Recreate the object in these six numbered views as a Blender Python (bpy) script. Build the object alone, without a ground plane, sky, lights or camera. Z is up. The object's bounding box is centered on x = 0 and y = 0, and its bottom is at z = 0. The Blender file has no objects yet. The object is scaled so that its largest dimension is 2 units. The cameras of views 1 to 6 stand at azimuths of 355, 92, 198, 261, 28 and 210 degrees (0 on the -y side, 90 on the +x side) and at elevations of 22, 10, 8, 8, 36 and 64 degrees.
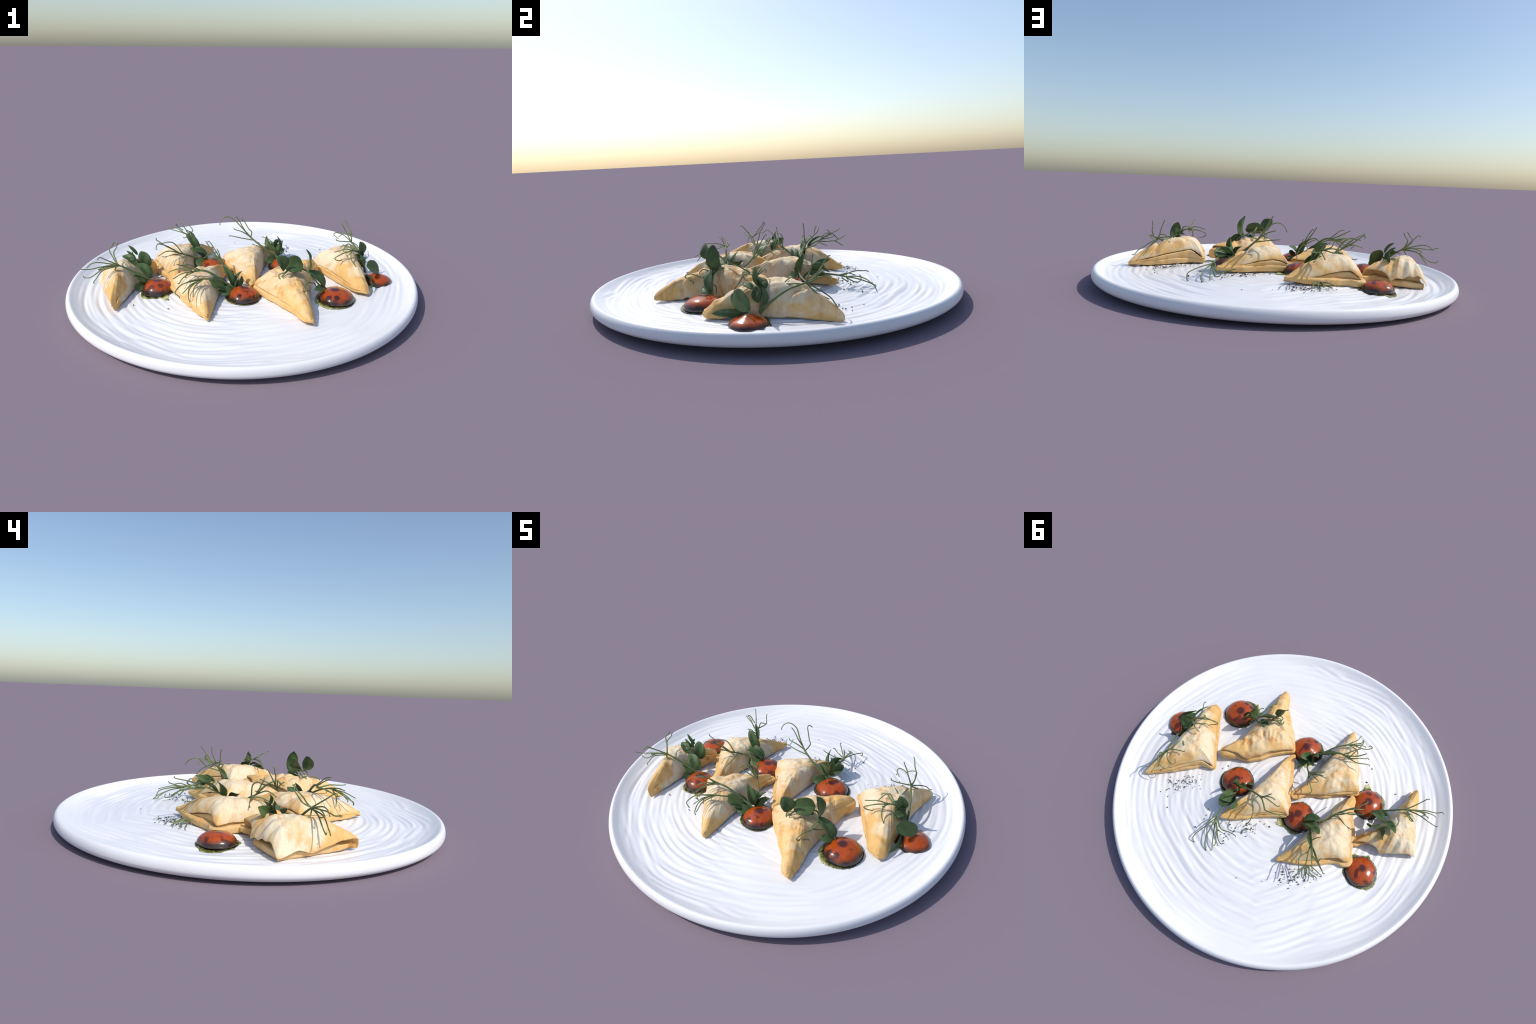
import bpy, math, random
import numpy as np
from mathutils import Vector, Matrix

rng = np.random.default_rng(11)
TILT = 0.0108                       # the plate leans up a little towards +x


def rise(x, y):
    """the dish is a little shallower towards +x"""
    t = np.clip((np.asarray(x, float) - 0.35) / 0.45, 0, 1)
    f = np.clip((0.95 - np.hypot(x, y)) / 0.10, 0, 1)
    return 0.007 * t * t * (3 - 2 * t) * f * f * (3 - 2 * f)


def floor_z(x, y):
    """the middle of the plate is gently domed"""
    return 0.0862 - 0.068 * (x * x + y * y) + TILT * x + rise(x, y)


# ------------------------------------------------------------------ helpers
_perm = np.random.default_rng(5).permutation(256)
_perm = np.concatenate([_perm, _perm, _perm])
_grad = np.random.default_rng(6).normal(size=(256, 3))
_grad /= np.linalg.norm(_grad, axis=1)[:, None]


def noise(x, y, z=0.0):
    """gradient noise on arrays, about -1..1"""
    x, y, z = np.broadcast_arrays(*[np.asarray(a, float) for a in (x, y, z)])
    ix, iy, iz = [np.floor(a).astype(int) for a in (x, y, z)]
    fx, fy, fz = x - ix, y - iy, z - iz
    u, v, w = [f * f * f * (f * (f * 6 - 15) + 10) for f in (fx, fy, fz)]
    out = 0
    for dx in (0, 1):
        for dy in (0, 1):
            for dz in (0, 1):
                h = _perm[_perm[_perm[(ix + dx) & 255] + ((iy + dy) & 255)] + ((iz + dz) & 255)]
                g = _grad[h]
                d = g[..., 0] * (fx - dx) + g[..., 1] * (fy - dy) + g[..., 2] * (fz - dz)
                out = out + d * (u if dx else 1 - u) * (v if dy else 1 - v) * (w if dz else 1 - w)
    return out * 1.5


def fbm(x, y, z=0.0, octaves=3):
    return sum(noise(x * 2 ** i, y * 2 ** i, z + 7.3 * i) / 2 ** i for i in range(octaves))


def smoothstep(a, b, x):
    t = np.clip((x - a) / (b - a), 0, 1)
    return t * t * (3 - 2 * t)


def make_mesh(name, verts, faces, mat, smooth=True):
    me = bpy.data.meshes.new(name)
    verts = np.asarray(verts, np.float32)
    if isinstance(faces, np.ndarray):
        me.vertices.add(len(verts))
        me.vertices.foreach_set("co", verts.ravel())
        k = faces.shape[1]
        me.loops.add(faces.size)
        me.loops.foreach_set("vertex_index", faces.ravel().astype(np.int32))
        me.polygons.add(len(faces))
        me.polygons.foreach_set("loop_start", np.arange(0, faces.size, k, dtype=np.int32))
        me.polygons.foreach_set("loop_total", np.full(len(faces), k, np.int32))
        me.update(calc_edges=True)
    else:
        me.from_pydata([tuple(map(float, v)) for v in verts], [], faces)
    me.polygons.foreach_set("use_smooth", np.full(len(me.polygons), smooth))
    for m in (mat if isinstance(mat, (list, tuple)) else [mat]):
        me.materials.append(m)
    me.validate()
    me.update()
    return me


def add_object(name, mesh, parent=None, location=(0, 0, 0)):
    ob = bpy.data.objects.new(name, mesh)
    bpy.context.scene.collection.objects.link(ob)
    if parent is not None:
        ob.parent = parent
    ob.location = location
    return ob


def add_root(name, location, label, category):
    ob = bpy.data.objects.new(name, None)
    bpy.context.scene.collection.objects.link(ob)
    ob.empty_display_size = 0.02
    ob.location = location
    ob["label"] = label
    ob["category"] = category
    return ob


def ring_faces(nr, na):
    """quads joining nr rings of na points each"""
    i = np.arange(nr - 1)[:, None] * na
    j = np.arange(na)[None, :]
    k = (j + 1) % na
    return np.stack([i + j, i + k, i + na + k, i + na + j], -1).reshape(-1, 4)


# ---------------------------------------------------------------- materials
class Nodes:
    def __init__(self, name):
        self.mat = bpy.data.materials.new(name)
        self.mat.use_nodes = True
        self.t = self.mat.node_tree
        self.t.nodes.clear()
        self.out = self.t.nodes.new("ShaderNodeOutputMaterial")
        self.bsdf = self.t.nodes.new("ShaderNodeBsdfPrincipled")
        self.t.links.new(self.bsdf.outputs[0], self.out.inputs[0])
        self.coord = self.t.nodes.new("ShaderNodeTexCoord").outputs["Object"]

    def put(self, sock, v):
        if isinstance(v, bpy.types.NodeSocket):
            self.t.links.new(v, sock)
        else:
            if sock.type == "RGBA" and len(v) == 3:
                v = (*v, 1)
            sock.default_value = v

    def math(self, op, a, b=0.0, c=0.0, clamp=False):
        n = self.t.nodes.new("ShaderNodeMath")
        n.operation = op
        n.use_clamp = clamp
        for s, v in zip(n.inputs, (a, b, c)):
            self.put(s, v)
        return n.outputs[0]

    def noise(self, scale, detail=3, rough=0.55, vec=None, dist=0.0):
        n = self.t.nodes.new("ShaderNodeTexNoise")
        self.put(n.inputs["Vector"], vec or self.coord)
        n.inputs["Scale"].default_value = scale
        n.inputs["Detail"].default_value = detail
        n.inputs["Roughness"].default_value = rough
        n.inputs["Distortion"].default_value = dist
        return n.outputs[0]

    def remap(self, v, a, b, lo=0.0, hi=1.0, smooth=True):
        n = self.t.nodes.new("ShaderNodeMapRange")
        n.interpolation_type = "SMOOTHSTEP" if smooth else "LINEAR"
        for s, x in zip(n.inputs, (v, a, b, lo, hi)):
            self.put(s, x)
        return n.outputs[0]

    def mix(self, fac, a, b):
        n = self.t.nodes.new("ShaderNodeMix")
        n.data_type = "RGBA"
        self.put(n.inputs[0], fac)
        self.put(n.inputs[6], a)
        self.put(n.inputs[7], b)
        return n.outputs[2]

    def mapping(self, loc=(0, 0, 0), scale=(1, 1, 1), rot=(0, 0, 0)):
        n = self.t.nodes.new("ShaderNodeMapping")
        self.put(n.inputs[0], self.coord)
        n.inputs["Location"].default_value = loc
        n.inputs["Scale"].default_value = scale
        n.inputs["Rotation"].default_value = rot
        return n.outputs[0]

    def length(self, vec):
        n = self.t.nodes.new("ShaderNodeVectorMath")
        n.operation = "LENGTH"
        self.put(n.inputs[0], vec)
        return n.outputs["Value"]

    def xyz(self, vec=None):
        n = self.t.nodes.new("ShaderNodeSeparateXYZ")
        self.put(n.inputs[0], vec or self.coord)
        return n.outputs

    def bump(self, height, strength, distance):
        n = self.t.nodes.new("ShaderNodeBump")
        n.inputs["Strength"].default_value = strength
        n.inputs["Distance"].default_value = distance
        self.put(n.inputs["Height"], height)
        self.put(self.bsdf.inputs["Normal"], n.outputs[0])

    def set(self, **kw):
        for k, v in kw.items():
            self.put(self.bsdf.inputs[k.replace("_", " ")], v)
        return self.mat


def material_plate():
    n = Nodes("glazed_porcelain")
    tone = n.remap(n.noise(3.0, 3), 0.35, 0.7)
    col = n.mix(tone, (0.80, 0.80, 0.82), (0.84, 0.84, 0.85))
    n.bump(n.noise(60, 2), 0.05, 0.003)
    return n.set(Base_Color=col, Roughness=0.38, Coat_Weight=0.15, Coat_Roughness=0.2)


def material_pastry(name, seed, pale, brown=0.5):
    """baked filo: pale floury middle, golden towards edges, freckled"""
    n = Nodes(name)
    far = n.length(n.mapping(loc=(0, 0, 0), scale=(1, 1, 0.3)))
    off = n.mapping(loc=(seed * 3.1, seed * 1.7, 0))
    big = n.noise(9, 3, 0.55, off, 0.4)
    mid = n.noise(26, 3, 0.6, off)
    m = n.math("ADD", n.remap(far, 0.08, 0.27, 1.0, -0.1), n.math("MULTIPLY_ADD", big, 4.2, -2.2))
    m = n.math("ADD", m, n.math("MULTIPLY_ADD", mid, 0.8, -0.4), clamp=True)
    m = n.math("MULTIPLY", m, pale)
    col = n.mix(m, (0.75, 0.455, 0.160), (0.80, 0.700, 0.510))
    br = n.remap(n.noise(11, 5, 0.62, n.mapping(loc=(seed, seed * 5.0, 3), rot=(0, 0, 0.7), scale=(1, 2.4, 1))), 0.50, 0.68)
    col = n.mix(n.math("MULTIPLY", br, brown), col, (0.60, 0.275, 0.075))
    speck = n.remap(n.noise(260, 2, 0.7), 0.35, 0.68)
    col = n.mix(n.math("MULTIPLY", speck, 0.22), col, (0.50, 0.32, 0.14))
    h = n.math("ADD", n.math("MULTIPLY", n.noise(300, 3), 0.4), n.noise(60, 3, 0.6))
    n.bump(h, 0.25, 0.004)
    return n.set(Base_Color=col, Roughness=0.62, Specular_IOR_Level=0.3)


def material_sauce(name, radius, spots, arc, seed):
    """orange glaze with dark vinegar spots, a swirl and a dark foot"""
    n = Nodes(name)
    x, y, z = n.xyz()
    wob = n.math("MULTIPLY_ADD", n.noise(30, 2, 0.5, n.mapping(loc=(seed, 0, 0))), 0.012, -0.006)
    xw = n.math("ADD", x, wob)
    yw = n.math("ADD", y, n.math("MULTIPLY_ADD", n.noise(30, 2, 0.5, n.mapping(loc=(0, seed, 2))), 0.012, -0.006))
    dark = 0.0
    for sx, sy, sr, k in spots:
        d = n.math("SQRT", n.math("ADD", n.math("POWER", n.math("SUBTRACT", xw, sx * radius), 2), n.math("POWER", n.math("SUBTRACT", yw, sy * radius), 2)))
        dark = n.math("MAXIMUM", dark, n.math("MULTIPLY", n.remap(d, sr * radius * 0.55, sr * radius * 1.25, 1, 0), k))
    if arc:
        cx, cy, ar, width, a0, span = arc
        ux = n.math("SUBTRACT", xw, cx * radius)
        uy = n.math("SUBTRACT", yw, cy * radius)
        rr = n.math("SQRT", n.math("ADD", n.math("POWER", ux, 2), n.math("POWER", uy, 2)))
        band = n.remap(n.math("ABSOLUTE", n.math("SUBTRACT", rr, ar * radius)), width * radius * 0.5, width * radius, 1, 0)
        ang = n.math("ARCTAN2", uy, ux)
        ang = n.math("ABSOLUTE", n.math("WRAP", n.math("SUBTRACT", ang, a0), math.pi, -math.pi))
        band = n.math("MULTIPLY", band, n.remap(ang, span * 0.8, span * 1.1, 1, 0))
        dark = n.math("MAXIMUM", dark, n.math("MULTIPLY", band, 0.8))
    stain = n.remap(n.noise(17, 3, 0.5, n.mapping(loc=(seed * 4.0, 2, 5))), 0.57, 0.66)
    dark = n.math("MAXIMUM", dark, n.math("MULTIPLY", stain, 0.75))
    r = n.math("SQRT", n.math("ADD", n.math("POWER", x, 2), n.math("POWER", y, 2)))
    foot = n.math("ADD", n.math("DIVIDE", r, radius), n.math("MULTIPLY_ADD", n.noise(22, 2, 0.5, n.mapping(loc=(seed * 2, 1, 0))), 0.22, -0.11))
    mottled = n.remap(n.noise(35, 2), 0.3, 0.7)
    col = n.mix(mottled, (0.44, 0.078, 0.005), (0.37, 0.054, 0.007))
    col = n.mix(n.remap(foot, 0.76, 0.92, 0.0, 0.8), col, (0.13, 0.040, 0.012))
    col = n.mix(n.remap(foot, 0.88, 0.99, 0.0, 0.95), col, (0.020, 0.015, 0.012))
    col = n.mix(n.math("MULTIPLY", dark, 0.9), col, (0.022, 0.008, 0.012))
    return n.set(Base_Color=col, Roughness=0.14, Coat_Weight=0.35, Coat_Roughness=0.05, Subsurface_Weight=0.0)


def material_oil(radius):
    n = Nodes("herb_oil")
    x, y, z = n.xyz()
    r = n.math("SQRT", n.math("ADD", n.math("POWER", x, 2), n.math("POWER", y, 2)))
    q = n.math("ADD", n.math("DIVIDE", r, radius), n.math("MULTIPLY_ADD", n.noise(40, 4, 0.7), 0.5, -0.25))
    col = n.mix(n.remap(q, 1.00, 1.13), (0.012, 0.012, 0.008), (0.15, 0.15, 0.022))
    col = n.mix(n.remap(q, 1.08, 1.34), col, (0.66, 0.64, 0.30))
    grain = n.remap(n.noise(170, 3, 0.7), 0.48, 0.62)
    col = n.mix(n.math("MULTIPLY", grain, 0.6), col, (0.045, 0.055, 0.012))
    n.bump(n.noise(150, 3, 0.7), 0.5, 0.004)
    return n.set(Base_Color=col, Roughness=0.35)


def material_green(name, a, b, scale, rough=0.5, brown=0.0):
    n = Nodes(name)
    f = n.remap(n.noise(scale, 3, 0.55), 0.35, 0.65)
    col = n.mix(f, a, b)
    info = n.t.nodes.new("ShaderNodeObjectInfo").outputs["Random"]
    col = n.mix(n.math("MULTIPLY", info, 0.45), col, (a[0] * 1.8, a[1] * 1.55, a[2] * 1.5))
    if brown:
        col = n.mix(n.math("MULTIPLY", n.remap(n.noise(14, 2), 0.62, 0.74), brown), col, (0.20, 0.13, 0.05))
    n.bump(n.noise(220, 2), 0.15, 0.002)
    m = n.set(Base_Color=col, Roughness=rough, Specular_IOR_Level=0.35)
    tr = n.t.nodes.new("ShaderNodeBsdfTranslucent")
    n.put(tr.inputs[0], n.mix(0.5, col, (0.10, 0.16, 0.02)))
    mx = n.t.nodes.new("ShaderNodeMixShader")
    mx.inputs[0].default_value = 0.12
    n.t.links.new(n.bsdf.outputs[0], mx.inputs[1])
    n.t.links.new(tr.outputs[0], mx.inputs[2])
    n.t.links.new(mx.outputs[0], n.out.inputs[0])
    return m


def material_plain(name, a, b, scale, rough=0.6):
    n = Nodes(name)
    return n.set(Base_Color=n.mix(n.remap(n.noise(scale, 3), 0.35, 0.65), a, b), Roughness=rough)


M_PLATE = material_plate()
M_LEAF = material_green("shoot_leaf", (0.055, 0.100, 0.032), (0.080, 0.132, 0.048), 45, 0.5)
M_STEM = material_green("shoot_stem", (0.105, 0.150, 0.055), (0.145, 0.190, 0.078), 30, 0.5, 0.3)
M_TENDRIL = material_green("shoot_tendril", (0.110, 0.155, 0.062), (0.200, 0.245, 0.110), 25, 0.5, 0.35)
M_CRUMB = material_plain("dried_herb", (0.020, 0.022, 0.012), (0.11, 0.10, 0.06), 90)
M_PALE_BIT = material_plain("pale_bit", (0.80, 0.80, 0.80), (0.85, 0.85, 0.85), 50)


# -------------------------------------------------------------------- plate
def spline_at(P, x):
    """smooth monotone-ish curve through the profile points"""
    i = int(np.clip(np.searchsorted(P[:, 0], x) - 1, 0, len(P) - 2))
    m = np.gradient(P[:, 1], P[:, 0])
    h = P[i + 1, 0] - P[i, 0]
    t = (x - P[i, 0]) / h
    return ((2 * t ** 3 - 3 * t ** 2 + 1) * P[i, 1] + (t ** 3 - 2 * t ** 2 + t) * h * m[i] + (3 * t ** 2 - 2 * t ** 3) * P[i + 1, 1] + (t ** 3 - t ** 2) * h * m[i + 1])


def grooves(X, Y):
    """hand-combed rings that wander, split and run into each other"""
    R = np.hypot(X, Y)

    def combed(cx, cy, ph):
        x, y = X - cx, Y - cy
        rad, ang = np.hypot(x, y), np.arctan2(y, x)
        rad = rad + 0.034 * noise(X * 1.3 + ph, Y * 1.3) + 0.009 * noise(X * 3.6, Y * 3.6 + ph)
        streak = noise(rad * 27 + ph, np.cos(ang) * 2.3 + 5.43, np.sin(ang) * 2.3 + 0.57)
        fine = noise(rad * 46, np.cos(ang) * 3.0, np.sin(ang) * 3.0 + ph)
        ring = np.sin(2 * math.pi * rad / 0.035 + 4.0 * noise(X * 1.8, Y * 1.8, ph))
        return 0.0013 * ring + 0.0074 * streak + 0.0052 * fine
    share = smoothstep(-0.30, 0.30, noise(X * 1.5 + 2, Y * 1.5 + 6, 1.0))
    h = combed(0.01, -0.02, 0.0) * share + combed(-0.06, 0.04, 11.0) * (1 - share)
    share = smoothstep(0.06, 0.22, noise(X * 1.9 + 12, Y * 1.9, 5.0)) * smoothstep(0.35, 0.6, R)
    h = h * (1 - 0.8 * share) + 0.8 * share * combed(0.20, 0.16, 23.0)
    calm = 0.70 + 0.30 * smoothstep(-0.3, 0.3, noise(X * 1.7 + 8, Y * 1.7, 2.0))
    return 0.88 * calm * h


def build_plate():
    na = 800
    th = np.linspace(0, 2 * math.pi, na, endpoint=False)
    rows = []                                            # (radius, height, ripple weight)
    prof = np.array([(0.66, 0.0566), (0.70, 0.0529), (0.76, 0.0495), (0.82, 0.0484), (0.87, 0.0500), (0.90, 0.0538), (0.925, 0.0605), (0.945, 0.0695), (0.960, 0.0790), (0.970, 0.0858), (0.978, 0.0896), (0.984, 0.0896)])
    for r in np.linspace(0.004, 0.978, 324):
        z = 0.0862 - 0.068 * r * r if r < 0.70 else spline_at(prof, r)
        rows.append((r, z, smoothstep(0.972, 0.90, r) * smoothstep(0.0, 0.06, r)))
    for p in np.linspace(math.radians(88), math.radians(-90), 36):   # rounded lip, fuller below
        wide, tall = (0.021, 0.0356) if p > 0 else (0.050, 0.0328)
        rows.append((1 - wide + wide * max(math.cos(p), 0), 0.0540 + tall * math.sin(p), 0.0))
    for r in np.linspace(0.93, 0.004, 24):               # underside
        rows.append((r, 0.0212 - 0.0082 * smoothstep(0.94, 0.88, r), 0.0))
    rows = np.array(rows)
    R, TH = np.meshgrid(rows[:, 0], th, indexing="ij")
    W = rows[:, 2][:, None]
    X, Y = R * np.cos(TH), R * np.sin(TH)
    h = grooves(X, Y)
    Z = rows[:, 1][:, None] + W * h + TILT * X + np.where(np.arange(len(rows))[:, None] < 324, rise(X, Y), 0)
    wob = 1 + 0.0015 * noise(np.cos(TH) * 1.3, np.sin(TH) * 1.3, 1.0)
    V = np.stack([X * wob, Y * wob, Z], -1).reshape(-1, 3)
    V[:, 2] -= V[:, 2].min()
    nr = len(rows)
    F = list(map(tuple, ring_faces(nr, na)))
    F.append(tuple(range(na - 1, -1, -1)))
    F.append(tuple((nr - 1) * na + k for k in range(na)))
    me = make_mesh("plate", V, F, M_PLATE)
    ob = add_object("plate", me)
    ob["label"] = "round white glazed plate with combed wavy rings"
    ob["category"] = "plate"
    return ob


# ------------------------------------------------------------------ pastries
NA = 300                                                  # samples round a pastry


def smooth_loop(points, sigma):
    """closed polyline -> NA even samples, corners rounded by a gaussian"""
    P = np.array(points, float)
    Q = np.vstack([P, P[:1]])
    seg = np.linalg.norm(np.diff(Q[:, :2], axis=0), axis=1)
    s = np.concatenate([[0], np.cumsum(seg)])
    m = 1800
    t = np.linspace(0, s[-1], m, endpoint=False)
    D = np.stack([np.interp(t, s, Q[:, k]) for k in range(Q.shape[1])], 1)
    k = np.arange(m)
    k = np.minimum(k, m - k) * s[-1] / m
    g = np.exp(-0.5 * (k / sigma) ** 2)
    g /= g.sum()
    D = np.real(np.fft.ifft(np.fft.fft(D, axis=0) * np.fft.fft(g)[:, None], axis=0))
    return D[(np.arange(NA) * m / NA).astype(int)]


def outward(L):
    d = np.roll(L[:, :2], -1, 0) - np.roll(L[:, :2], 1, 0)
    d /= np.linalg.norm(d, axis=1)[:, None] + 1e-9
    nrm = np.stack([d[:, 1], -d[:, 0]], 1)
    area = np.sum(L[:, 0] * np.roll(L[:, 1], -1) - L[:, 1] * np.roll(L[:, 0], -1))
    return nrm if area > 0 else -nrm


def creases(x, y, lines):
    """soft ridges (+) and valleys (-) along short straight strokes"""
    out = np.zeros_like(x)
    for x0, y0, x1, y1, width, height in lines:
        dx, dy = x1 - x0, y1 - y0
        L2 = dx * dx + dy * dy
        t = np.clip(((x - x0) * dx + (y - y0) * dy) / L2, 0, 1)
        d = np.hypot(x - x0 - t * dx, y - y0 - t * dy)
        out += height * np.exp(-(d / width) ** 2) * (0.25 + 0.75 * np.sin(math.pi * np.clip(t, 0.08, 0.92)))
    return out


def build_pastry(spec, seed):
    px, py, pz = spec["peak"]
    legA, legB, hyp = spec["AC"], spec["CB"], spec["BA"]
    tip = [(x, y, z, 0.0) for x, y, z in legA] + [(x, y, z, 0.0) for x, y, z in legB] + [(x, y, floor_z(x, y) + z, 1.0) for x, y, z in hyp]
    L = smooth_loop(tip, spec.get("round", 0.008))
    A, C, B = np.array(legA[0]), np.array(legB[0]), np.array(legB[-1])
    ex, ey, ez, hy = L.T
    nrm = outward(L)
    arc = np.arange(NA)
    # ragged edge
    rag = 0.0035 * noise(ex * 22, ey * 22, seed) + 0.0012 * noise(ex * 60, ey * 60, seed + 3)
    ex = ex + nrm[:, 0] * rag
    ey = ey + nrm[:, 1] * rag
    ez = ez + (1 - hy) * (0.003 * noise(ex * 16, ey * 16, seed + 9))

    def nearness(P, w):
        return np.exp(-(((ex - P[0]) ** 2 + (ey - P[1]) ** 2) / w ** 2))
    at_tip = np.clip(nearness(A, 0.13) + nearness(B, 0.13), 0, 1)
    at_c = nearness(C, 0.12)
    mid = (A + np.array(legB[0])) / 2
    pw = 4.0 - 2.0 * at_tip - 0.8 * at_c - 1.4 * hy * (1 - at_tip) - spec.get("drape", 0.0) * (1 - hy) * nearness(mid, 0.17)     # how flat-topped along each ray
    tight = np.clip(nearness(A, 0.07) + nearness(B, 0.07), 0, 1)
    qw = 1.0 - 0.40 * np.clip(hy, 0, 1) * (1 - 0.5 * at_tip)
    
    def top_of(S, ox, oy):
        """height of the upper skin at scale S along each ray, xy given"""
        f = (1 - np.clip(S, 0, 1) ** pw) ** qw
        z = ez + (pz - ez) * f
        lip = np.clip((S - 0.93) / 0.07, 0, 1)
        z = z - (1 - hy) * 0.006 * (1 - np.sqrt(np.clip(1 - lip ** 2, 0, 1)))
        inner = np.clip(1.25 - S, 0.15, 1) * (1 - np.exp(-((1 - S) * 9 + 0.25)))
        z = z + spec.get("lump", 0.009) * fbm(ox * 15 + seed, oy * 15, seed * 2.0, 2) * inner
        z = z + 0.0020 * fbm(ox * 55, oy * 55, seed, 2) * inner
        wx, wy = ox + 0.02 * noise(ox * 12, oy * 12, seed), oy + 0.02 * noise(ox * 12 + 5, oy * 12, seed)
        crisp = 1 - np.abs(noise(wx * 17 + 3 * seed, wy * 17, seed)) * 3.2
        z = z + spec.get("crisp", 0.0022) * np.clip(crisp, 0, 1) * inner
        z = z + creases(ox, oy, spec.get("folds", []))
        return z

    def loft(rows):
        V = np.concatenate([np.stack(r, -1) for r in rows])
        F = list(map(tuple, ring_faces(len(rows), NA)))
        F.append(tuple(range(NA - 1, -1, -1)))
        F.append(tuple((len(rows) - 1) * NA + k for k in range(NA)))
        V = V - np.array([px, py, floor_z(px, py)])
        return V, F

    root = add_root("filo_pastry", (px, py, floor_z(px, py)), "golden baked triangular filo pastry parcel with folded layers", "pastry")
    pale = material_pastry("baked_filo_top", seed, spec.get("pale", 0.85), spec.get("brown", 0.5))
    gold = material_pastry("baked_filo_fold", seed + 20, 0.22, 0.5)

    # 1 upper sheet: a thin draped skin, closed underneath
    S = np.concatenate([np.linspace(0.02, 0.80, 34), np.linspace(0.82, 0.97, 14), [0.98, 0.99, 0.996, 1.0]])
    rows = []
    for s in S:
        ox, oy = px + s * (ex - px), py + s * (ey - py)
        rows.append((ox, oy, top_of(s, ox, oy)))
    thick = 0.007
    for s in (0.998, 0.99, 0.97, 0.93, 0.86, 0.75, 0.55, 0.3, 0.02):
        ox, oy = px + s * (ex - px), py + s * (ey - py)
        k = min(1, (1 - s) / 0.012) if s > 0.98 else 1
        z = top_of(s, ox, oy) - thick * (0.55 + 0.45 * k)
        z = np.where(hy > 0.5, np.minimum(z, top_of(s, ox, oy) - 0.001), z)
        rows.append((ox, oy, z))
    V, F = loft(rows)
    me = make_mesh("top_sheet", V, F, pale)
    add_object("top_sheet", me, root)

    # 2 folded layers below, seen along the two short sides
    def layer(name, push, low, high, inset_hyp, wobble, ph, squash, extra=()):
        g = push + wobble * noise(ex * 11 + ph, ey * 11, seed + ph) + 0.3 * wobble * noise(ex * 40, ey * 40, ph)
        g = np.where(hy > 0.5, -inset_hyp * (1 - 0.85 * tight), g - 0.008 * tight)
        k = np.arange(-9, 10)
        g = np.convolve(np.concatenate([g[-9:], g, g[:9]]), np.ones(19) / 19, "valid")
        for P, w, d in extra:
            g = g + d * nearness(P, w)
        ox, oy = ex + nrm[:, 0] * g, ey + nrm[:, 1] * g
        lo, hi = low(ox, oy), high(ox, oy)
        rows = []
        mid, half = (lo + hi) / 2, (hi - lo) / 2
        phi = np.radians(np.concatenate([[88, 75, 60, 48], np.linspace(38, -38, 17), [-48, -60, -75, -88]]))
        for p in phi:
            c, sn = math.cos(p), math.sin(p)
            sc = abs(c) ** squash
            back = (1 - sc) * (0.5 if abs(p) > 0.9 else 0.35)
            zz = mid + half * np.sign(sn) * abs(sn) ** squash
            rows.append((ox + (px - ox) * back, oy + (py - oy) * back, zz + 0.0015 * noise(ox * 35, oy * 35, 5 * p + ph)))
        V, F = loft(rows)
        add_object(name, make_mesh(name, V, F, gold), root)

    bx = spec.get("base", {})
    tb = bx.get("thick", 0.038)

    def base_high(x, y):
        t = tb + 0.006 * noise(x * 14, y * 14, seed + 1)
        for P, w, d in bx.get("swell", ()):
            t = t + d * np.exp(-((x - P[0]) ** 2 + (y - P[1]) ** 2) / w ** 2)
        return floor_z(x, y) + t

    def base_low(x, y):
        up = 0.014 * (np.exp(-((x - A[0]) ** 2 + (y - A[1]) ** 2) / 0.07 ** 2) + np.exp(-((x - B[0]) ** 2 + (y - B[1]) ** 2) / 0.07 ** 2))
        return floor_z(x, y) - 0.001 + up
    layer("lower_fold", bx.get("push", 0.010), base_low, base_high, 0.030, bx.get("wobble", 0.012), 1.0, 0.55, bx.get("extra", ()))

    def mid_low(x, y):
        return floor_z(x, y) + tb * 0.72 + 0.004 * noise(x * 18, y * 18, seed)

    def mid_high(x, y):
        return np.maximum(ez - 0.0075, mid_low(x, y) + 0.012)
    layer("middle_fold", bx.get("mid", 0.004), mid_low, mid_high, 0.045, 0.010, 4.0, 0.6)
    return root


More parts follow.
